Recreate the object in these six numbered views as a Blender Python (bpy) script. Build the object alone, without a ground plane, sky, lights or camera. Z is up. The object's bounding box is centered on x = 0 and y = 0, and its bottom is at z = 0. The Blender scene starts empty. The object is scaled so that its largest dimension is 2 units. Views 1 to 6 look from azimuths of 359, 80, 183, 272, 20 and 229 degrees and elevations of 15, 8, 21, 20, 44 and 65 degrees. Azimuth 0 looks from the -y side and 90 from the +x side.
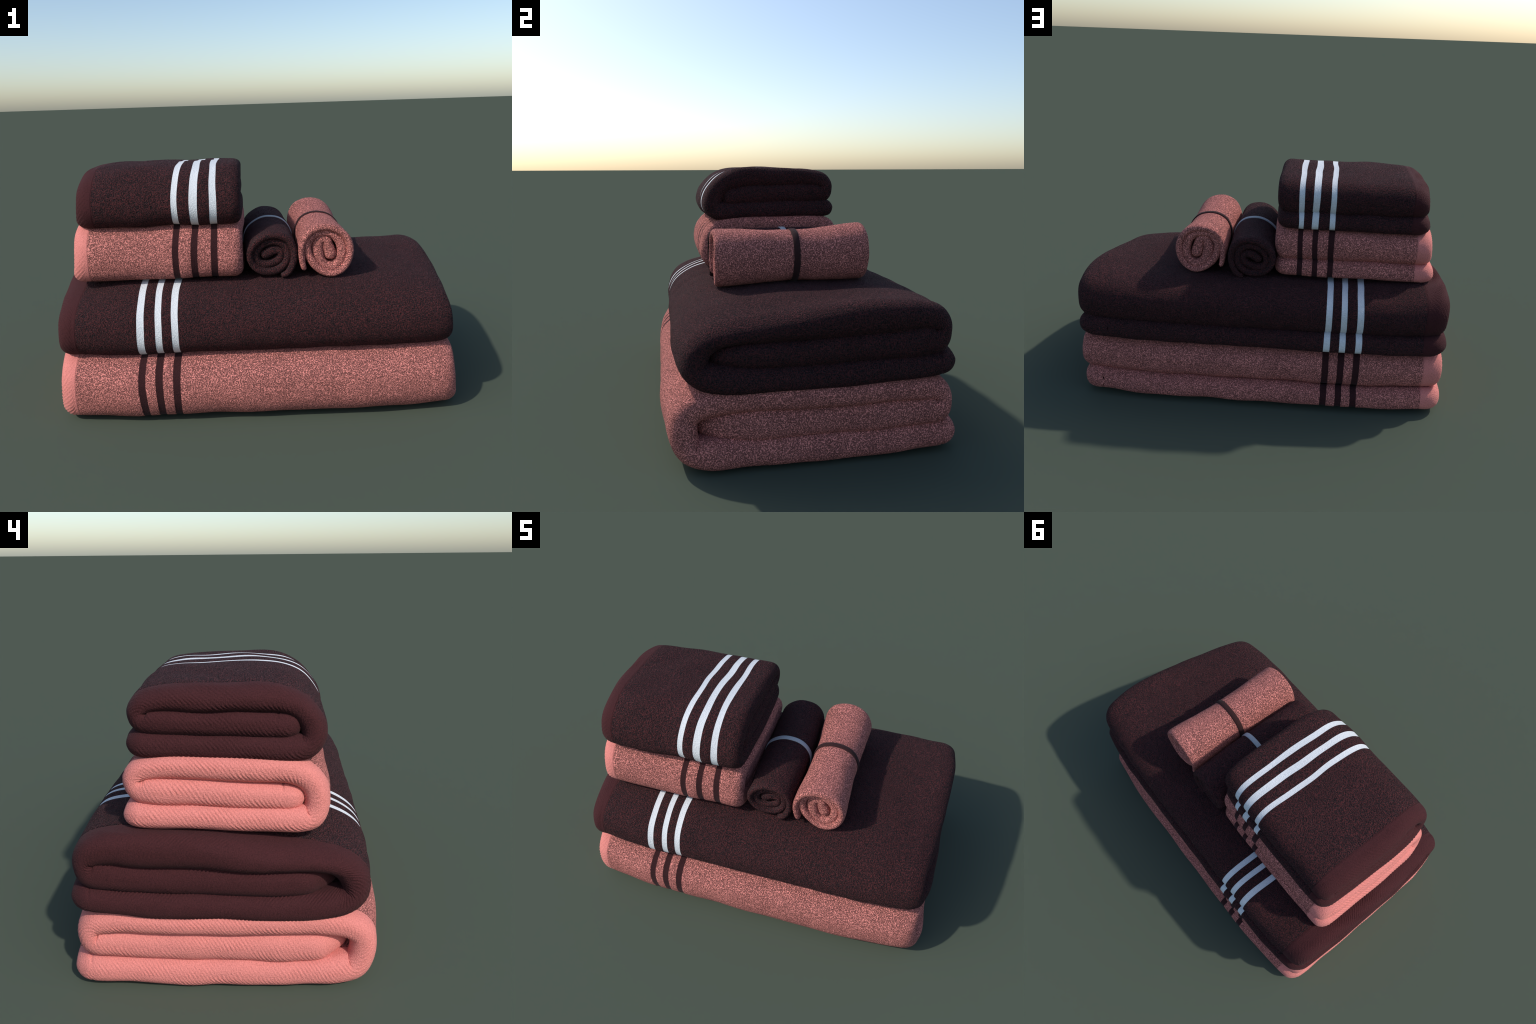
import bpy, math
import numpy as np

# ------------------------------------------------------------------ materials
def new_mat(name):
    m = bpy.data.materials.new(name)
    m.use_nodes = True
    nt = m.node_tree
    return m, nt, nt.nodes, nt.links, nt.nodes["Principled BSDF"]


def terry(name, loop_col, pit_shade_col, sheen_col, sheen, grain=150.0, depth=0.006, strength=1.0, lo=0.38, hi=0.62):
    """looped pile: short worm-like loops with open gaps between them"""
    m, nt, N, L, bsdf = new_mat(name)
    tc = N.new("ShaderNodeTexCoord")
    warp = N.new("ShaderNodeTexNoise")
    warp.inputs["Scale"].default_value = grain * 0.8
    warp.inputs["Detail"].default_value = 1.0
    L.new(tc.outputs["Object"], warp.inputs["Vector"])
    mixv = N.new("ShaderNodeMix")
    mixv.data_type = "VECTOR"
    mixv.inputs["Factor"].default_value = 0.006
    L.new(tc.outputs["Object"], mixv.inputs["A"])
    L.new(warp.outputs["Color"], mixv.inputs["B"])
    n1 = N.new("ShaderNodeTexNoise")
    n1.inputs["Scale"].default_value = grain
    n1.inputs["Detail"].default_value = 1.5
    n1.inputs["Roughness"].default_value = 0.55
    L.new(mixv.outputs["Result"], n1.inputs["Vector"])
    ramp = N.new("ShaderNodeValToRGB")
    ramp.color_ramp.elements[0].position = lo
    ramp.color_ramp.elements[0].color = (*pit_shade_col, 1)  # shadow between the loops painted into the base colour, on top of the bump
    ramp.color_ramp.elements[1].position = hi
    ramp.color_ramp.elements[1].color = (*loop_col, 1)
    L.new(n1.outputs["Fac"], ramp.inputs["Fac"])
    # slow unevenness of the dye
    n2 = N.new("ShaderNodeTexNoise")
    n2.inputs["Scale"].default_value = 7.0
    n2.inputs["Detail"].default_value = 3.0
    L.new(tc.outputs["Object"], n2.inputs["Vector"])
    mr = N.new("ShaderNodeMapRange")
    mr.inputs["From Min"].default_value = 0.3
    mr.inputs["From Max"].default_value = 0.7
    mr.inputs["To Min"].default_value = 0.9
    mr.inputs["To Max"].default_value = 1.08
    L.new(n2.outputs["Fac"], mr.inputs["Value"])
    mul = N.new("ShaderNodeMix")
    mul.data_type = "RGBA"
    mul.blend_type = "MULTIPLY"
    mul.inputs["Factor"].default_value = 1.0
    L.new(ramp.outputs["Color"], mul.inputs["A"])
    L.new(mr.outputs["Result"], mul.inputs["B"])
    L.new(mul.outputs["Result"], bsdf.inputs["Base Color"])
    b = N.new("ShaderNodeBump")
    b.inputs["Strength"].default_value = strength
    b.inputs["Distance"].default_value = depth
    hr = N.new("ShaderNodeMapRange")
    hr.interpolation_type = "SMOOTHSTEP"
    hr.inputs["From Min"].default_value = lo - 0.08
    hr.inputs["From Max"].default_value = hi + 0.06
    L.new(n1.outputs["Fac"], hr.inputs["Value"])
    L.new(hr.outputs["Result"], b.inputs["Height"])
    L.new(b.outputs["Normal"], bsdf.inputs["Normal"])
    bsdf.inputs["Roughness"].default_value = 0.95
    bsdf.inputs["Specular IOR Level"].default_value = 0.1
    bsdf.inputs["Sheen Weight"].default_value = sheen
    bsdf.inputs["Sheen Roughness"].default_value = 0.5
    bsdf.inputs["Sheen Tint"].default_value = (*sheen_col, 1)
    return m


def woven(name, col, col2, sheen_col, sheen, grain=210.0, depth=0.004, scale=(1.0, 1.0, 1.0)):
    """flat weave: fine short threads"""
    m, nt, N, L, bsdf = new_mat(name)
    tc = N.new("ShaderNodeTexCoord")
    mp = N.new("ShaderNodeMapping")
    mp.inputs["Scale"].default_value = scale
    L.new(tc.outputs["Object"], mp.inputs["Vector"])
    n1 = N.new("ShaderNodeTexNoise")
    n1.inputs["Scale"].default_value = grain
    n1.inputs["Detail"].default_value = 2.0
    L.new(mp.outputs["Vector"], n1.inputs["Vector"])
    ramp = N.new("ShaderNodeValToRGB")
    ramp.color_ramp.elements[0].position = 0.3
    ramp.color_ramp.elements[0].color = (*col2, 1)
    ramp.color_ramp.elements[1].position = 0.62
    ramp.color_ramp.elements[1].color = (*col, 1)
    L.new(n1.outputs["Fac"], ramp.inputs["Fac"])
    L.new(ramp.outputs["Color"], bsdf.inputs["Base Color"])
    b = N.new("ShaderNodeBump")
    b.inputs["Strength"].default_value = 0.8
    b.inputs["Distance"].default_value = depth
    L.new(n1.outputs["Fac"], b.inputs["Height"])
    L.new(b.outputs["Normal"], bsdf.inputs["Normal"])
    bsdf.inputs["Roughness"].default_value = 0.9
    bsdf.inputs["Specular IOR Level"].default_value = 0.12
    bsdf.inputs["Sheen Weight"].default_value = sheen
    bsdf.inputs["Sheen Roughness"].default_value = 0.5
    bsdf.inputs["Sheen Tint"].default_value = (*sheen_col, 1)
    return m


PINK_T = terry("pink_terry", (0.78, 0.275, 0.235), (0.40, 0.139, 0.122), (1.0, 0.7, 0.65), 0.07, grain=215.0, depth=0.021, lo=0.36, hi=0.52)
DARK_T = terry("maroon_terry", (0.078, 0.0215, 0.0225), (0.014, 0.009, 0.010), (0.65, 0.65, 0.7), 0.065, grain=200.0, depth=0.014, lo=0.36, hi=0.54)
PINK_W = woven("pink_weave", (0.72, 0.245, 0.212), (0.56, 0.182, 0.156), (1.0, 0.7, 0.65), 0.10)
DARK_W = woven("maroon_weave", (0.060, 0.0175, 0.0190), (0.040, 0.0125, 0.0135), (0.8, 0.65, 0.65), 0.04)
WHITE_S = woven("white_stripe_weave", (0.72, 0.74, 0.76), (0.60, 0.62, 0.64), (1, 1, 1), 0.05)
DARK_S = woven("maroon_stripe_weave", (0.040, 0.013, 0.014), (0.030, 0.010, 0.011), (0.7, 0.7, 0.75), 0.05)
WHITE_B = woven("pale_band_weave", (0.42, 0.44, 0.46), (0.35, 0.37, 0.39), (1, 1, 1), 0.03, depth=0.0008)
DARK_B = woven("maroon_band_weave", (0.040, 0.017, 0.017), (0.030, 0.013, 0.013), (0.7, 0.7, 0.7), 0.05, depth=0.0008)


# ------------------------------------------------------------------ geometry helpers
def catmull(P, n_per=40):
    """centripetal Catmull-Rom through the rows of P (first two columns are the position)"""
    P = np.asarray(P, float)
    P = np.vstack([2 * P[0] - P[1], P, 2 * P[-1] - P[-2]])
    out = []
    for i in range(1, len(P) - 2):
        p0, p1, p2, p3 = P[i - 1:i + 3]
        t0 = 0.0
        t1 = t0 + max(np.linalg.norm((p1 - p0)[:2]), 1e-6) ** 0.5
        t2 = t1 + max(np.linalg.norm((p2 - p1)[:2]), 1e-6) ** 0.5
        t3 = t2 + max(np.linalg.norm((p3 - p2)[:2]), 1e-6) ** 0.5
        t = np.linspace(t1, t2, n_per, endpoint=(i == len(P) - 3))[:, None]
        a1 = (t1 - t) / (t1 - t0) * p0 + (t - t0) / (t1 - t0) * p1
        a2 = (t2 - t) / (t2 - t1) * p1 + (t - t1) / (t2 - t1) * p2
        a3 = (t3 - t) / (t3 - t2) * p2 + (t - t2) / (t3 - t2) * p3
        b1 = (t2 - t) / (t2 - t0) * a1 + (t - t0) / (t2 - t0) * a2
        b2 = (t3 - t) / (t3 - t1) * a2 + (t - t1) / (t3 - t1) * a3
        out.append((t2 - t) / (t2 - t1) * b1 + (t - t1) / (t2 - t1) * b2)
    return np.vstack(out)


def smooth01(x):
    x = np.clip(x, 0, 1)
    return x * x * (3 - 2 * x)


class Ribbon:
    """A thick sheet: its spine is a curve in the (a, b) plane, its width runs along a third axis.
    Control rows: (a, b, half thickness, low end, high end)."""

    def __init__(self, ctrl, ds, seams=(), cap_rows=7):
        C = catmull(ctrl)
        d = np.r_[0, np.cumsum(np.hypot(*np.diff(C[:, :2], axis=0).T))]
        self.length = total = d[-1]
        h0, h1 = C[0, 2], C[-1, 2]
        body = np.linspace(h0, total - h1, max(int((total - h0 - h1) / ds), 20))
        ang = np.linspace(0, math.pi / 2, cap_rows + 1)[:-1]
        s = np.r_[h0 * (1 - np.cos(ang)), body, (total - h1 * (1 - np.cos(ang)))[::-1]]
        s[0], s[-1] = 0, total
        col = [np.interp(s, d, C[:, k]) for k in range(C.shape[1])]
        self.s = s
        self.spine = np.c_[col[0], col[1]]
        h = col[2].copy()
        k0 = np.clip(s / h0, 0, 1)
        k1 = np.clip((total - s) / h1, 0, 1)
        h *= np.clip(1 - (1 - k0) ** 2.6, 0, 1) ** (1 / 2.6) * np.clip(1 - (1 - k1) ** 2.6, 0, 1) ** (1 / 2.6)
        for pos in seams:
            c = pos if pos > 0 else total + pos
            h -= 0.0045 * np.exp(-((s - c) / 0.004) ** 2)
        self.h = np.maximum(h, 0)
        # the four corners of the cloth are rounded
        rc = 1.5 * max(h0, h1)
        e0 = np.clip(1 - s / rc, 0, 1)
        e1 = np.clip(1 - (total - s) / rc, 0, 1)
        cut = rc * (2 - np.sqrt(1 - e0 ** 2) - np.sqrt(1 - e1 ** 2)) * 0.65
        self.lo, self.hi = col[3] + cut, col[4] - cut
        self.puff = col[5] if C.shape[1] > 5 else np.ones(len(s))
        T = np.gradient(self.spine, axis=0)
        T /= np.linalg.norm(T, axis=1)[:, None] + 1e-12
        self.N = np.c_[-T[:, 1], T[:, 0]]
        # curvature limits the inner offset of tight folds
        dT = np.gradient(T, axis=0)
        dl = np.gradient(s)[:, None]
        k = np.sum(dT / dl * self.N, axis=1)
        k = np.convolve(np.pad(k, 4, mode="edge"), np.ones(9) / 9, mode="valid")
        self.kpos = np.minimum(self.h, np.where(k > 1e-3, 0.93 / np.maximum(k, 1e-3), 9))
        self.kneg = np.minimum(self.h, np.where(k < -1e-3, 0.93 / np.maximum(-k, 1e-3), 9))
        n = len(s)
        self.idx = np.r_[np.arange(n), np.arange(n - 2, 0, -1)]
        self.side = np.r_[np.ones(n), -np.ones(n - 2)]

    def loops(self, stations):
        """stations: rows (nominal position 0..1 inside the ends, k thickness, cosine of the end
        rounding, arc from the edge).  Returns arrays [station, loop]."""
        raise NotImplementedError


def lumps(p, seed, amp, wl):
    """slow soft unevenness: a few sine waves in random directions"""
    rng = np.random.default_rng(seed)
    out = np.zeros(p.shape[:-1])
    for i in range(7):
        v = rng.normal(size=3)
        v *= 2 * math.pi / (wl * rng.uniform(0.6, 1.6)) / np.linalg.norm(v)
        out += np.sin(p @ v + rng.uniform(0, 6.28))
    return amp * out / 7 ** 0.5


def sheet_mesh(rb, core, end_lo, end_hi, axis, rib=None, rib_zone=0.0, stripes=(), shear=0.0,
               recess=0.002, warp=None, lump=(0, 0.002, 0.25), rows_lo=9, rows_hi=9, rib_step=0.005,
               puff=(1.0, 1.0), inner_from=2.0, flip=1, fold=False):
    """Build the closed sheet.  Returns vertices, quads, and a zone tag per quad row.
    end_lo / end_hi: length of the rounded part at the two ends.
    axis 'x': spine in (y, z); axis 'y': spine in (x, z)."""
    st = []          # (mode, value, k, cosphi, arc) mode 0 low end, 1 core, 2 high end
    a = np.linspace(0, math.pi / 2, rows_lo + 1)
    for f in a[:-1]:
        st.append((0, end_lo * (1 - math.cos(f)), max(math.sin(f), 0.0) ** 0.85, math.cos(f), end_lo * f, 0))
    marks = []
    if rib_zone:
        d = end_lo
        n = int((rib_zone - end_lo) / rib_step)
        for i in range(n):
            q = end_lo + (rib_zone - end_lo) * i / n
            st.append((0, q, 1, 0, end_lo * math.pi / 2 + q - end_lo, 0))
        st.append((0, rib_zone, 1, 0, 0.3, 1))      # foot of the border seam
    else:
        st.append((0, end_lo, 1, 0, 0.3, 1))
    row_zone = [0] * (len(st) - 1)
    xs = []
    if stripes:
        prev = None
        for (l, r) in stripes:
            xs += [(l - 0.0015, 'edge'), (l + 0.0005, 'in'), (r - 0.0005, 'in'), (r + 0.0015, 'edge')]
    # core stations
    c0, c1 = core
    marks = sorted([x for x, _ in xs] + [c0, c1])
    full = []
    for p, q in zip(marks[:-1], marks[1:]):
        n = max(1, int(round((q - p) / 0.03)))
        full += list(np.linspace(p, q, n, endpoint=False))
    full.append(c1)
    for x in full:
        st.append((1, x, 1, 0, 0.3, 2))
    for f in a[::-1][0:0]:
        pass
    st.append((2, end_hi, 1, 0, 0.3, 3))
    for f in np.linspace(math.pi / 2, 0, rows_hi + 1)[1:]:
        st.append((2, end_hi * (1 - math.cos(f)), max(math.sin(f), 0.0) ** 0.85, -math.cos(f), 0.3, 3))
    idx, side = rb.idx, rb.side
    sp, Nn = rb.spine[idx], rb.N[idx]
    off = np.where(side > 0, rb.kpos[idx], rb.kneg[idx])
    lo, hi, s = rb.lo[idx], rb.hi[idx], rb.s[idx]
    # how much each side lies against another layer (0 free, 1 pressed)
    if fold:
        under = smooth01((-Nn[:, 1] - 0.15) / 0.7) * (s > 0.6 * rb.length)
    else:
        under = smooth01((s / rb.length - inner_from) / 0.06)
    inner = np.where(side * flip < 0, smooth01((s - 0.01) / 0.05), under)
    V = np.zeros((len(st), len(idx), 3))
    tags = []
    for j, (mode, val, k, cphi, arc, zone) in enumerate(st):
        if mode == 0 and rib and val > end_lo:
            x = lo + end_lo + (c0 - 0.002 - lo - end_lo) * (val - end_lo) / (rib_zone - end_lo)
        elif mode == 0:
            x = lo + val
        elif mode == 2:
            x = hi - val
        else:
            # blend the straight rows into the slanting ends
            x = np.full(len(idx), val)
            wl = 0.0 if rib else 1 - smooth01((val - c0) / 0.12)
            wh = 1 - min(max((c1 - val) / 0.04, 0), 1)
            x = x + wl * (lo - np.mean(rb.lo)) * 0.8 + wh * (hi - np.mean(rb.hi)) * 0.8
        # sides that lie against another layer swell into it, so the grooves stay shallow
        tpos = 0.0 if mode == 0 else (1.0 if mode == 2 else (val - c0) / (c1 - c0))
        swell = puff[0] + (puff[1] - puff[0]) * tpos
        o = off * k * (1 + (swell - 1) * inner)
        dx = np.zeros(len(idx))
        if rib and zone == 0 and mode == 0:
            ps, pw, amp = rib
            mod = 0.55 + 0.3 * np.sin(s * 9.1 + 2.0 * side + arc * 17) + 0.25 * np.sin(s * 31.0 + 1.3 * side - arc * 61)
            w = np.sin(2 * math.pi * (s / ps + side * arc / pw) + 0.7 * np.sin(s * 23 + arc * 31) + 0.5 * np.sin(s * 67 - arc * 83 * side))
            fade = float(smooth01((rib_zone + 0.03 - arc) / 0.05))
            r = amp * (np.where(w > 0, w, 0.6 * w)) * mod * fade * np.clip(rb.h[idx] / 0.03, 0, 1)
            o = o + r * math.sqrt(max(1 - cphi * cphi, 0)) * (k > 0)
            dx = -r * cphi
        if zone == 1 and rib:
            o = o - 0.003 * np.clip(rb.h[idx] / 0.03, 0, 1)
        inside = any(l < val < r for l, r in stripes) if mode == 1 else False
        if inside:
            o = o - recess * np.clip(rb.h[idx] / 0.03, 0, 1)
        P = sp + Nn * (side * o)[:, None]
        x = x + dx
        if mode == 1 and shear:
            w = smooth01((val - c0) / 0.15) * smooth01((c1 - val) / 0.15)
            x = x + w * (shear * P[:, 0] + 0.002 * np.sin(s * 11 + val * 9) + 0.0008 * np.sin(s * 37))
        if axis == 'x':
            V[j] = np.c_[x, P[:, 0], P[:, 1]]
        else:
            V[j] = np.c_[P[:, 0], x, P[:, 1]]
        tags.append((mode, val, zone))
    V = V.copy()
    if warp is not None:
        V = warp(V)
    if lump[1]:
        for c in range(3):
            if c == 2 or lump[0] >= 0:
                V[..., c] += lumps(V, lump[0] + 17 * c, lump[1] * (1.0 if c == 2 else 0.7), lump[2])
    if V[..., 2].min() < 0.02:                      # the lowest towel rests flat
        z = V[..., 2] + 0.003
        V[..., 2] = np.where(z < 0.012, 0.012 * np.exp((z - 0.012) / 0.012), z)
    m, n = V.shape[:2]
    J, I = np.meshgrid(np.arange(m - 1), np.arange(n), indexing="ij")
    I2 = (I + 1) % n
    if axis == 'x':
        Q = np.stack([J * n + I, J * n + I2, (J + 1) * n + I2, (J + 1) * n + I], -1)
    else:
        Q = np.stack([J * n + I, (J + 1) * n + I, (J + 1) * n + I2, J * n + I2], -1)
    # outward faces whichever way the spine turns
    F = V.reshape(-1, 3)[Q.reshape(-1, 4)]
    if np.sum(np.cross(F[:, 2] - F[:, 0], F[:, 3] - F[:, 1]) * F.mean(axis=1)) < 0:
        Q = Q[..., ::-1]
    zone = []
    for j in range(m - 1):
        (m0, v0, z0), (m1, v1, z1) = tags[j], tags[j + 1]
        zn = "body"
        if m0 == 0 and m1 == 0 and rib:
            zn = "border"
        if m0 == 1 and m1 == 1:
            for i, (l, r) in enumerate(stripes):
                if l - 0.0005 < (v0 + v1) / 2 < r + 0.0005:
                    zn = "stripe%d" % i
        zone.append(zn)
    # the two ends of every ring fold flat on the spine
    return V.reshape(-1, 3), Q, zone


def make_object(name, verts, quads, mat, parent, base, normals=None):
    used = np.unique(quads)
    remap = np.zeros(len(verts), int)
    remap[used] = np.arange(len(used))
    v = (verts[used] - np.array(base)).astype(np.float32)
    q = remap[quads].astype(np.int32)
    me = bpy.data.meshes.new(name)
    me.vertices.add(len(v))
    me.vertices.foreach_set("co", v.ravel())
    me.loops.add(q.size)
    me.loops.foreach_set("vertex_index", q.ravel())
    me.polygons.add(len(q))
    me.polygons.foreach_set("loop_start", np.arange(0, q.size, 4, dtype=np.int32))
    me.polygons.foreach_set("use_smooth", np.ones(len(q), dtype=bool))
    me.update(calc_edges=True)
    me.materials.append(mat)
    if normals is not None:
        me.normals_split_custom_set_from_vertices(normals[used].tolist())
    ob = bpy.data.objects.new(name, me)
    bpy.context.scene.collection.objects.link(ob)
    ob.parent = parent
    return ob


def vertex_normals(V, Q):
    q = Q.reshape(-1, 4)
    n = np.cross(V[q[:, 2]] - V[q[:, 0]], V[q[:, 3]] - V[q[:, 1]])
    out = np.zeros_like(V)
    for k in range(4):
        for c in range(3):
            out[:, c] += np.bincount(q[:, k], n[:, c], minlength=len(V))
    return out / (np.linalg.norm(out, axis=1)[:, None] + 1e-12)


def weld_ends(V, Q, n):
    """the first and the last ring collapse onto the spine: let both sides share their points"""
    half = n // 2 + 1
    q = Q.copy()
    m = len(V) // n
    for ring in (0, m - 1):
        b = ring * n
        i = np.arange(half, n)
        mp = np.arange(len(V))
        mp[b + i] = b + (n - i)
        q = mp[q]
    return q


def empty(name, base, label, category):
    e = bpy.data.objects.new(name, None)
    e.location = base
    e.empty_display_size = 0.1
    bpy.context.scene.collection.objects.link(e)
    e["label"] = label
    e["category"] = category
    return e


def split_fix(quads):
    """drop quads that collapsed entirely (same two points on both sides)"""
    a = quads
    bad = (a[:, 0] == a[:, 2]) | (a[:, 1] == a[:, 3])
    return a[~bad]


def folded_towel(label, base, ctrl, core_pad, end_lo, end_hi, border, stripes, shear, rib,
                 terry_m, weave_m, stripe_m, seams, warp, seed, puff=(1.16, 1.26)):
    e = empty("folded_towel", base, label, "towel")
    rb = Ribbon(ctrl, 0.0037, seams)
    lo, hi = float(np.mean(rb.lo)), float(np.mean(rb.hi))
    core = (border + 0.002, hi - end_hi - core_pad)
    V, Q, zone = sheet_mesh(rb, core, end_lo, end_hi, 'x', rib=rib, rib_zone=border - lo, stripes=stripes,
                            shear=shear, warp=warp, lump=(seed, 0.0028, 0.26), rows_lo=22, rows_hi=12,
                            puff=puff, fold=True)
    n = len(rb.idx)
    Qw = weld_ends(V, Q, n)
    nor = vertex_normals(V, Qw)
    groups = {}
    for j, z in enumerate(zone):
        groups.setdefault(z, []).append(j)
    for z, rows in sorted(groups.items()):
        qs = split_fix(Qw[rows].reshape(-1, 4))
        if z == "body":
            nm, mt = "terry_cloth", terry_m
        elif z == "border":
            nm, mt = "woven_border", weave_m
        else:
            nm, mt = "stripe", stripe_m
        make_object(nm, V, qs, mt, e, base, nor)
    return e


# ------------------------------------------------------------------ folded towels
# control rows: y, z, half thickness, left end x, right end x
big_pink = [
    (0.635, 0.072, 0.051, -0.970, 0.950), (0.53, 0.066, 0.056, -0.98, 0.965), (0.30, 0.060, 0.057, -0.98, 0.975),
    (0.0, 0.058, 0.057, -0.98, 0.98), (-0.30, 0.058, 0.056, -0.975, 0.98), (-0.48, 0.060, 0.056, -0.97, 0.985),
    (-0.552, 0.072, 0.052, -0.955, 0.965), (-0.577, 0.112, 0.052, -0.945, 0.955), (-0.583, 0.165, 0.052, -0.94, 0.95),
    (-0.572, 0.216, 0.051, -0.94, 0.945), (-0.522, 0.256, 0.050, -0.945, 0.95), (-0.42, 0.276, 0.049, -0.955, 0.96),
    (-0.25, 0.284, 0.048, -0.97, 0.975), (0.0, 0.284, 0.048, -0.98, 0.985), (0.30, 0.285, 0.047, -0.98, 0.985),
    (0.46, 0.284, 0.046, -0.975, 0.98), (0.542, 0.266, 0.048, -0.97, 0.97), (0.560, 0.230, 0.051, -0.97, 0.97),
    (0.543, 0.196, 0.054, -0.97, 0.975), (0.46, 0.185, 0.057, -0.97, 0.975), (0.30, 0.176, 0.056, -0.97, 0.975),
    (0.0, 0.175, 0.058, -0.97, 0.97), (-0.28, 0.171, 0.058, -0.965, 0.965), (-0.41, 0.165, 0.054, -0.95, 0.945),
    (-0.462, 0.163, 0.044, -0.915, 0.925), (-0.52, 0.158, 0.036, -0.87, 0.90)]

big_dark = [
    (0.612, 0.392, 0.049, -0.965, 0.965), (0.53, 0.379, 0.050, -0.98, 0.985), (0.30, 0.365, 0.053, -0.985, 0.99),
    (0.0, 0.357, 0.052, -0.985, 0.99), (-0.26, 0.353, 0.051, -0.98, 0.985), (-0.41, 0.355, 0.052, -0.97, 0.975),
    (-0.488, 0.367, 0.053, -0.955, 0.955), (-0.524, 0.400, 0.053, -0.945, 0.945), (-0.525, 0.445, 0.053, -0.94, 0.94),
    (-0.498, 0.496, 0.054, -0.94, 0.935), (-0.446, 0.535, 0.055, -0.945, 0.935), (-0.36, 0.562, 0.057, -0.955, 0.945),
    (-0.24, 0.575, 0.059, -0.97, 0.96), (0.0, 0.580, 0.060, -0.985, 0.98), (0.30, 0.584, 0.056, -0.985, 0.99),
    (0.44, 0.582, 0.051, -0.98, 0.985), (0.519, 0.561, 0.049, -0.975, 0.98), (0.540, 0.527, 0.052, -0.97, 0.975),
    (0.522, 0.493, 0.056, -0.97, 0.98), (0.44, 0.480, 0.057, -0.97, 0.985), (0.30, 0.471, 0.055, -0.97, 0.98),
    (0.0, 0.462, 0.055, -0.97, 0.975), (-0.25, 0.456, 0.054, -0.965, 0.965), (-0.35, 0.452, 0.048, -0.945, 0.945),
    (-0.40, 0.446, 0.040, -0.90, 0.92), (-0.460, 0.440, 0.034, -0.85, 0.90)]

small_pink = [
    (0.374, 0.704, 0.044, -0.895, -0.055), (0.29, 0.696, 0.047, -0.905, -0.05), (0.10, 0.692, 0.047, -0.91, -0.045),
    (-0.12, 0.687, 0.047, -0.91, -0.045), (-0.29, 0.680, 0.046, -0.90, -0.05), (-0.345, 0.691, 0.046, -0.885, -0.055),
    (-0.361, 0.725, 0.045, -0.875, -0.055), (-0.360, 0.770, 0.045, -0.87, -0.055), (-0.345, 0.812, 0.046, -0.87, -0.055),
    (-0.310, 0.848, 0.046, -0.875, -0.055), (-0.25, 0.871, 0.045, -0.88, -0.05), (-0.12, 0.879, 0.044, -0.89, -0.045),
    (0.10, 0.882, 0.044, -0.89, -0.045), (0.24, 0.877, 0.043, -0.885, -0.05), (0.308, 0.860, 0.043, -0.88, -0.05),
    (0.324, 0.826, 0.045, -0.88, -0.05), (0.304, 0.798, 0.046, -0.885, -0.055), (0.24, 0.788, 0.047, -0.895, -0.055),
    (0.10, 0.787, 0.047, -0.895, -0.055), (-0.10, 0.778, 0.047, -0.895, -0.055), (-0.24, 0.764, 0.045, -0.885, -0.06),
    (-0.312, 0.756, 0.040, -0.875, -0.065)]

small_dark = [
    (0.352, 0.962, 0.044, -0.855, -0.06), (0.28, 0.954, 0.046, -0.865, -0.055), (0.10, 0.951, 0.045, -0.872, -0.05),
    (-0.12, 0.947, 0.045, -0.875, -0.05), (-0.26, 0.941, 0.045, -0.868, -0.055), (-0.324, 0.951, 0.045, -0.855, -0.06),
    (-0.345, 0.983, 0.045, -0.845, -0.06), (-0.338, 1.026, 0.045, -0.84, -0.06), (-0.312, 1.068, 0.045, -0.84, -0.06),
    (-0.275, 1.102, 0.046, -0.84, -0.06), (-0.215, 1.126, 0.048, -0.845, -0.055), (-0.12, 1.135, 0.050, -0.855, -0.055),
    (0.10, 1.132, 0.046, -0.855, -0.055), (0.21, 1.128, 0.043, -0.85, -0.055), (0.280, 1.110, 0.043, -0.845, -0.055),
    (0.298, 1.078, 0.046, -0.845, -0.055), (0.282, 1.050, 0.047, -0.85, -0.055), (0.22, 1.042, 0.047, -0.86, -0.055),
    (0.10, 1.042, 0.046, -0.862, -0.055), (-0.10, 1.036, 0.046, -0.862, -0.055), (-0.22, 1.027, 0.044, -0.855, -0.06),
    (-0.295, 1.017, 0.040, -0.845, -0.07)]


def end_pinch(x0, x1, amount, span, drop=None, front_more=1.0):
    """towels narrow toward both ends; drop = (level, front, back, left share, right share):
    the part above `level` sinks toward the ends, more at the front corners than at the back"""
    def f(V):
        V = V.copy()
        x, y, z = V[..., 0].copy(), V[..., 1].copy(), V[..., 2].copy()
        tl = np.clip((x0 + span - x) / span, 0, 1) ** 2
        tr = np.clip((x - x1 + span) / span, 0, 1) ** 2
        V[..., 1] = y * (1 - amount * (tl * np.where(y < 0, front_more, 1.0) + tr))
        if drop:
            level, front, back, wl, wr = drop
            half = np.abs(y).max()
            amt = back + (front - back) * smooth01((0.5 * half - y) / (1.3 * half))
            V[..., 2] = z - np.maximum(z - level, 0) * amt * (wl * tl + wr * tr)
        return V
    return f


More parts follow.
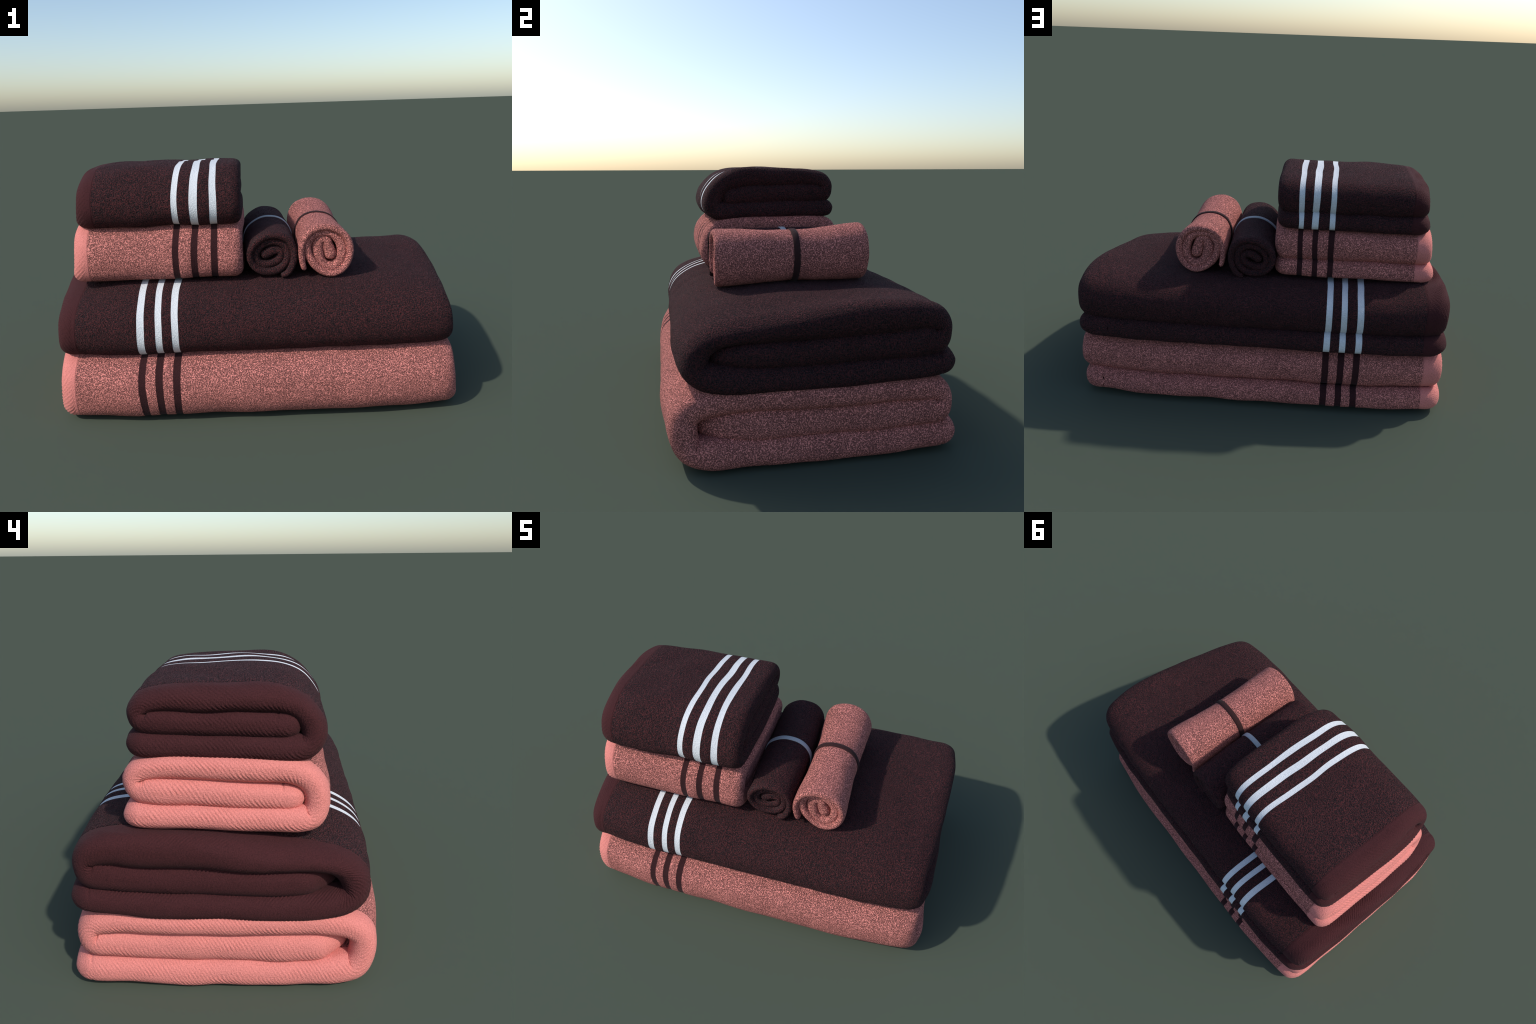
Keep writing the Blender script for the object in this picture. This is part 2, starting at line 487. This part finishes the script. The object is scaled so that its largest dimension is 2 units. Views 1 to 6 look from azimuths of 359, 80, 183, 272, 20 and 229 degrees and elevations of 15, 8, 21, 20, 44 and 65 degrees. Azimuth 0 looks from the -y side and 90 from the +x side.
folded_towel("large salmon pink folded terry towel with maroon stripes", (0, 0, 0), big_pink, 0.03, 0.06, 0.062, -0.862,
             [(-0.543, -0.508), (-0.463, -0.428), (-0.383, -0.348)], 0.025, (0.017, -0.020, 0.0030),
             PINK_T, PINK_W, DARK_S, (0.075,), end_pinch(-0.98, 0.98, 0.08, 0.55, front_more=1.2), 3)
folded_towel("large dark maroon folded terry towel with white stripes", (0, 0, 0.31), big_dark, 0.05, 0.065, 0.085, -0.848,
             [(-0.549, -0.515), (-0.465, -0.433), (-0.387, -0.353)], 0.025, (0.016, 0.019, 0.0030),
             DARK_T, DARK_W, WHITE_S, (0.075,), end_pinch(-0.98, 0.98, 0.072, 0.45, (0.48, 0.42, -0.14, 1, 1)), 11)
folded_towel("small salmon pink folded terry towel with maroon stripes", (-0.48, 0, 0.64), small_pink, 0.03, 0.055, 0.05, -0.797,
             [(-0.378, -0.347), (-0.292, -0.261), (-0.204, -0.173)], 0.03, (0.0175, -0.020, 0.0030),
             PINK_T, PINK_W, DARK_S, (-0.09,), end_pinch(-0.92, -0.04, 0.028, 0.3, front_more=1.7), 23)
folded_towel("small dark maroon folded terry towel with white stripes", (-0.47, 0, 0.905), small_dark, 0.03, 0.06, 0.05, -0.762,
             [(-0.373, -0.344), (-0.289, -0.252), (-0.204, -0.172)], 0.03, (0.0175, -0.020, 0.0030),
             DARK_T, DARK_W, WHITE_S, (-0.09,), end_pinch(-0.88, -0.05, 0.028, 0.25, (1.05, 0.25, 0.2, 1, 0.0), 2.2), 31)


# ------------------------------------------------------------------ rolled towels
# control rows: x, z, half thickness; from the loose tail inward to the flat fold in the middle
pink_coil = [
    (0.246, 0.662, 0.0135), (0.233, 0.705, 0.014), (0.228, 0.757, 0.0145), (0.238, 0.805, 0.015), (0.265, 0.848, 0.0155),
    (0.310, 0.872, 0.0155), (0.358, 0.876, 0.0155), (0.408, 0.862, 0.016), (0.448, 0.828, 0.016), (0.469, 0.783, 0.016),
    (0.471, 0.738, 0.016), (0.456, 0.690, 0.016), (0.424, 0.654, 0.016), (0.382, 0.637, 0.016), (0.338, 0.650, 0.016),
    (0.298, 0.684, 0.016), (0.270, 0.728, 0.016), (0.260, 0.770, 0.016), (0.268, 0.808, 0.016), (0.294, 0.837, 0.016),
    (0.335, 0.848, 0.016), (0.380, 0.840, 0.017), (0.414, 0.812, 0.019), (0.433, 0.772, 0.020), (0.433, 0.732, 0.020),
    (0.417, 0.693, 0.019), (0.385, 0.670, 0.018), (0.352, 0.675, 0.018), (0.327, 0.702, 0.019), (0.315, 0.738, 0.022),
    (0.311, 0.775, 0.022), (0.318, 0.804, 0.020), (0.336, 0.818, 0.018), (0.355, 0.808, 0.018), (0.364, 0.778, 0.021),
    (0.374, 0.740, 0.023), (0.381, 0.708, 0.020)]
dark_coil = [
    (0.130, 0.641, 0.0135), (0.163, 0.652, 0.014), (0.187, 0.688, 0.0145), (0.197, 0.735, 0.015), (0.193, 0.778, 0.0155),
    (0.172, 0.814, 0.0155), (0.135, 0.838, 0.0155), (0.090, 0.844, 0.0155), (0.043, 0.832, 0.0155), (0.003, 0.804, 0.0155),
    (-0.021, 0.764, 0.0155), (-0.022, 0.722, 0.0155), (-0.002, 0.686, 0.0155), (0.032, 0.664, 0.0155), (0.075, 0.658, 0.0155),
    (0.118, 0.669, 0.0155), (0.152, 0.697, 0.0155), (0.165, 0.735, 0.0155), (0.160, 0.773, 0.0155), (0.132, 0.802, 0.0155),
    (0.090, 0.811, 0.0155), (0.047, 0.797, 0.0155), (0.016, 0.768, 0.0155), (0.008, 0.733, 0.0155), (0.020, 0.705, 0.0155),
    (0.052, 0.692, 0.0155), (0.090, 0.699, 0.0155), (0.122, 0.716, 0.016), (0.134, 0.740, 0.015), (0.122, 0.762, 0.016),
    (0.094, 0.764, 0.019), (0.064, 0.748, 0.019), (0.038, 0.730, 0.016)]


def hull(P):
    P = sorted(map(tuple, P))
    def half(pts):
        o = []
        for p in pts:
            while len(o) > 1 and (o[-1][0] - o[-2][0]) * (p[1] - o[-2][1]) - (o[-1][1] - o[-2][1]) * (p[0] - o[-2][0]) <= 0:
                o.pop()
            o.append(p)
        return o[:-1]
    return np.array(half(P) + half(P[::-1]))


def rolled_towel(label, base, rows, warp, terry_m, band_m, band_y, band_w, seed, flip=1):
    e = empty("rolled_towel", base, label, "towel")
    h = rows[0][2]
    rb = Ribbon(rows, 0.004, cap_rows=6)
    y0, y1 = float(np.mean(rb.lo)), float(np.mean(rb.hi))
    V, Q, zone = sheet_mesh(rb, (y0 + 0.05, y1 - 0.05), 0.026, 0.026, 'y', warp=warp,
                            lump=(seed, 0.0012, 0.12), rows_lo=8, rows_hi=8,
                            puff=(1.32, 1.32), inner_from=0.42, flip=flip)
    n = len(rb.idx)
    Qw = weld_ends(V, Q, n)
    make_object("towel_roll", V, split_fix(Qw.reshape(-1, 4)), terry_m, e, base, vertex_normals(V, Qw))
    # ribbon band round the waist
    R = V.reshape(-1, n, 3)
    k = int(np.argmin(np.abs(R[:, :, 1].mean(axis=1) - band_y)))
    H = hull(R[k][:, [0, 2]])
    d = np.r_[0, np.cumsum(np.hypot(*np.diff(np.vstack([H, H[:1]]), axis=0).T))]
    Hc = np.vstack([H, H[:1]])
    u = np.linspace(0, d[-1], 161)[:-1]
    ring = np.c_[np.interp(u, d, Hc[:, 0]), np.interp(u, d, Hc[:, 1])]
    for _ in range(4):
        ring = (np.roll(ring, 1, 0) + 2 * ring + np.roll(ring, -1, 0)) / 4
    T = np.roll(ring, -1, 0) - np.roll(ring, 1, 0)
    T /= np.linalg.norm(T, axis=1)[:, None]
    Nn = np.c_[T[:, 1], -T[:, 0]]
    prof = [(-0.5, 0.0), (-0.5, 0.0035), (-0.46, 0.005), (0.0, 0.0056), (0.46, 0.005), (0.5, 0.0035), (0.5, 0.0)]
    BV = []
    for w, o in prof:
        P = ring + Nn * o
        BV.append(np.c_[P[:, 0], band_y + w * band_w + 0.012 * (P[:, 1] - ring[:, 1].mean()), P[:, 1]])
    BV = np.array(BV)
    m2, n2 = BV.shape[:2]
    J, I = np.meshgrid(np.arange(m2), np.arange(n2), indexing="ij")
    BQ = np.stack([J * n2 + I, ((J + 1) % m2) * n2 + I, ((J + 1) % m2) * n2 + (I + 1) % n2, J * n2 + (I + 1) % n2], -1)
    make_object("ribbon_band", BV.reshape(-1, 3), BQ.reshape(-1, 4)[:, ::-1], band_m, e, base)
    return e


def waist(c, ymid, front, mid, back):
    """each of front, mid, back: (scale, shift in x, shift in z) of the coil about its centre c;
    the band holds the middle in and the ends spread"""
    def f(V):
        V = V.copy()
        t = V[..., 1] - ymid
        k = smooth01((np.abs(t) - 0.04) / 0.34)
        A = np.where((t < 0)[..., None], np.array(front), np.array(back))
        P = np.array(mid) + (A - np.array(mid)) * k[..., None]
        V[..., 0] = c[0] + (V[..., 0] - c[0]) * P[..., 0] + P[..., 1]
        V[..., 2] = c[1] + (V[..., 2] - c[1]) * P[..., 0] + P[..., 2]
        return V
    return f


def with_ends(rows, y0, y1):
    """the coil's middle is pushed in a little, so its ends are slightly dished"""
    n = len(rows)
    return [(x, z, h, y0 + 0.026 * smooth01(1.2 * i / n), y1 - 0.014 * smooth01(1.2 * i / n)) for i, (x, z, h) in enumerate(rows)]


rolled_towel("rolled salmon pink terry towel with dark band", (0.35, 0, 0.62), with_ends(pink_coil, -0.380, 0.362),
             waist((0.355, 0.757), 0.0, (1.0, 0.0, 0.002), (0.895, 0.0, 0.007), (1.01, -0.004, 0.020)),
             PINK_T, DARK_B, 0.010, 0.030, 41)
rolled_towel("rolled dark maroon terry towel with pale band", (0.09, 0, 0.63), with_ends(dark_coil, -0.375, 0.385),
             waist((0.088, 0.750), 0.0, (1.0, 0.0, 0.0), (1.03, -0.008, 0.006), (1.02, -0.018, 0.004)),
             DARK_T, WHITE_B, 0.012, 0.028, 43, flip=-1)
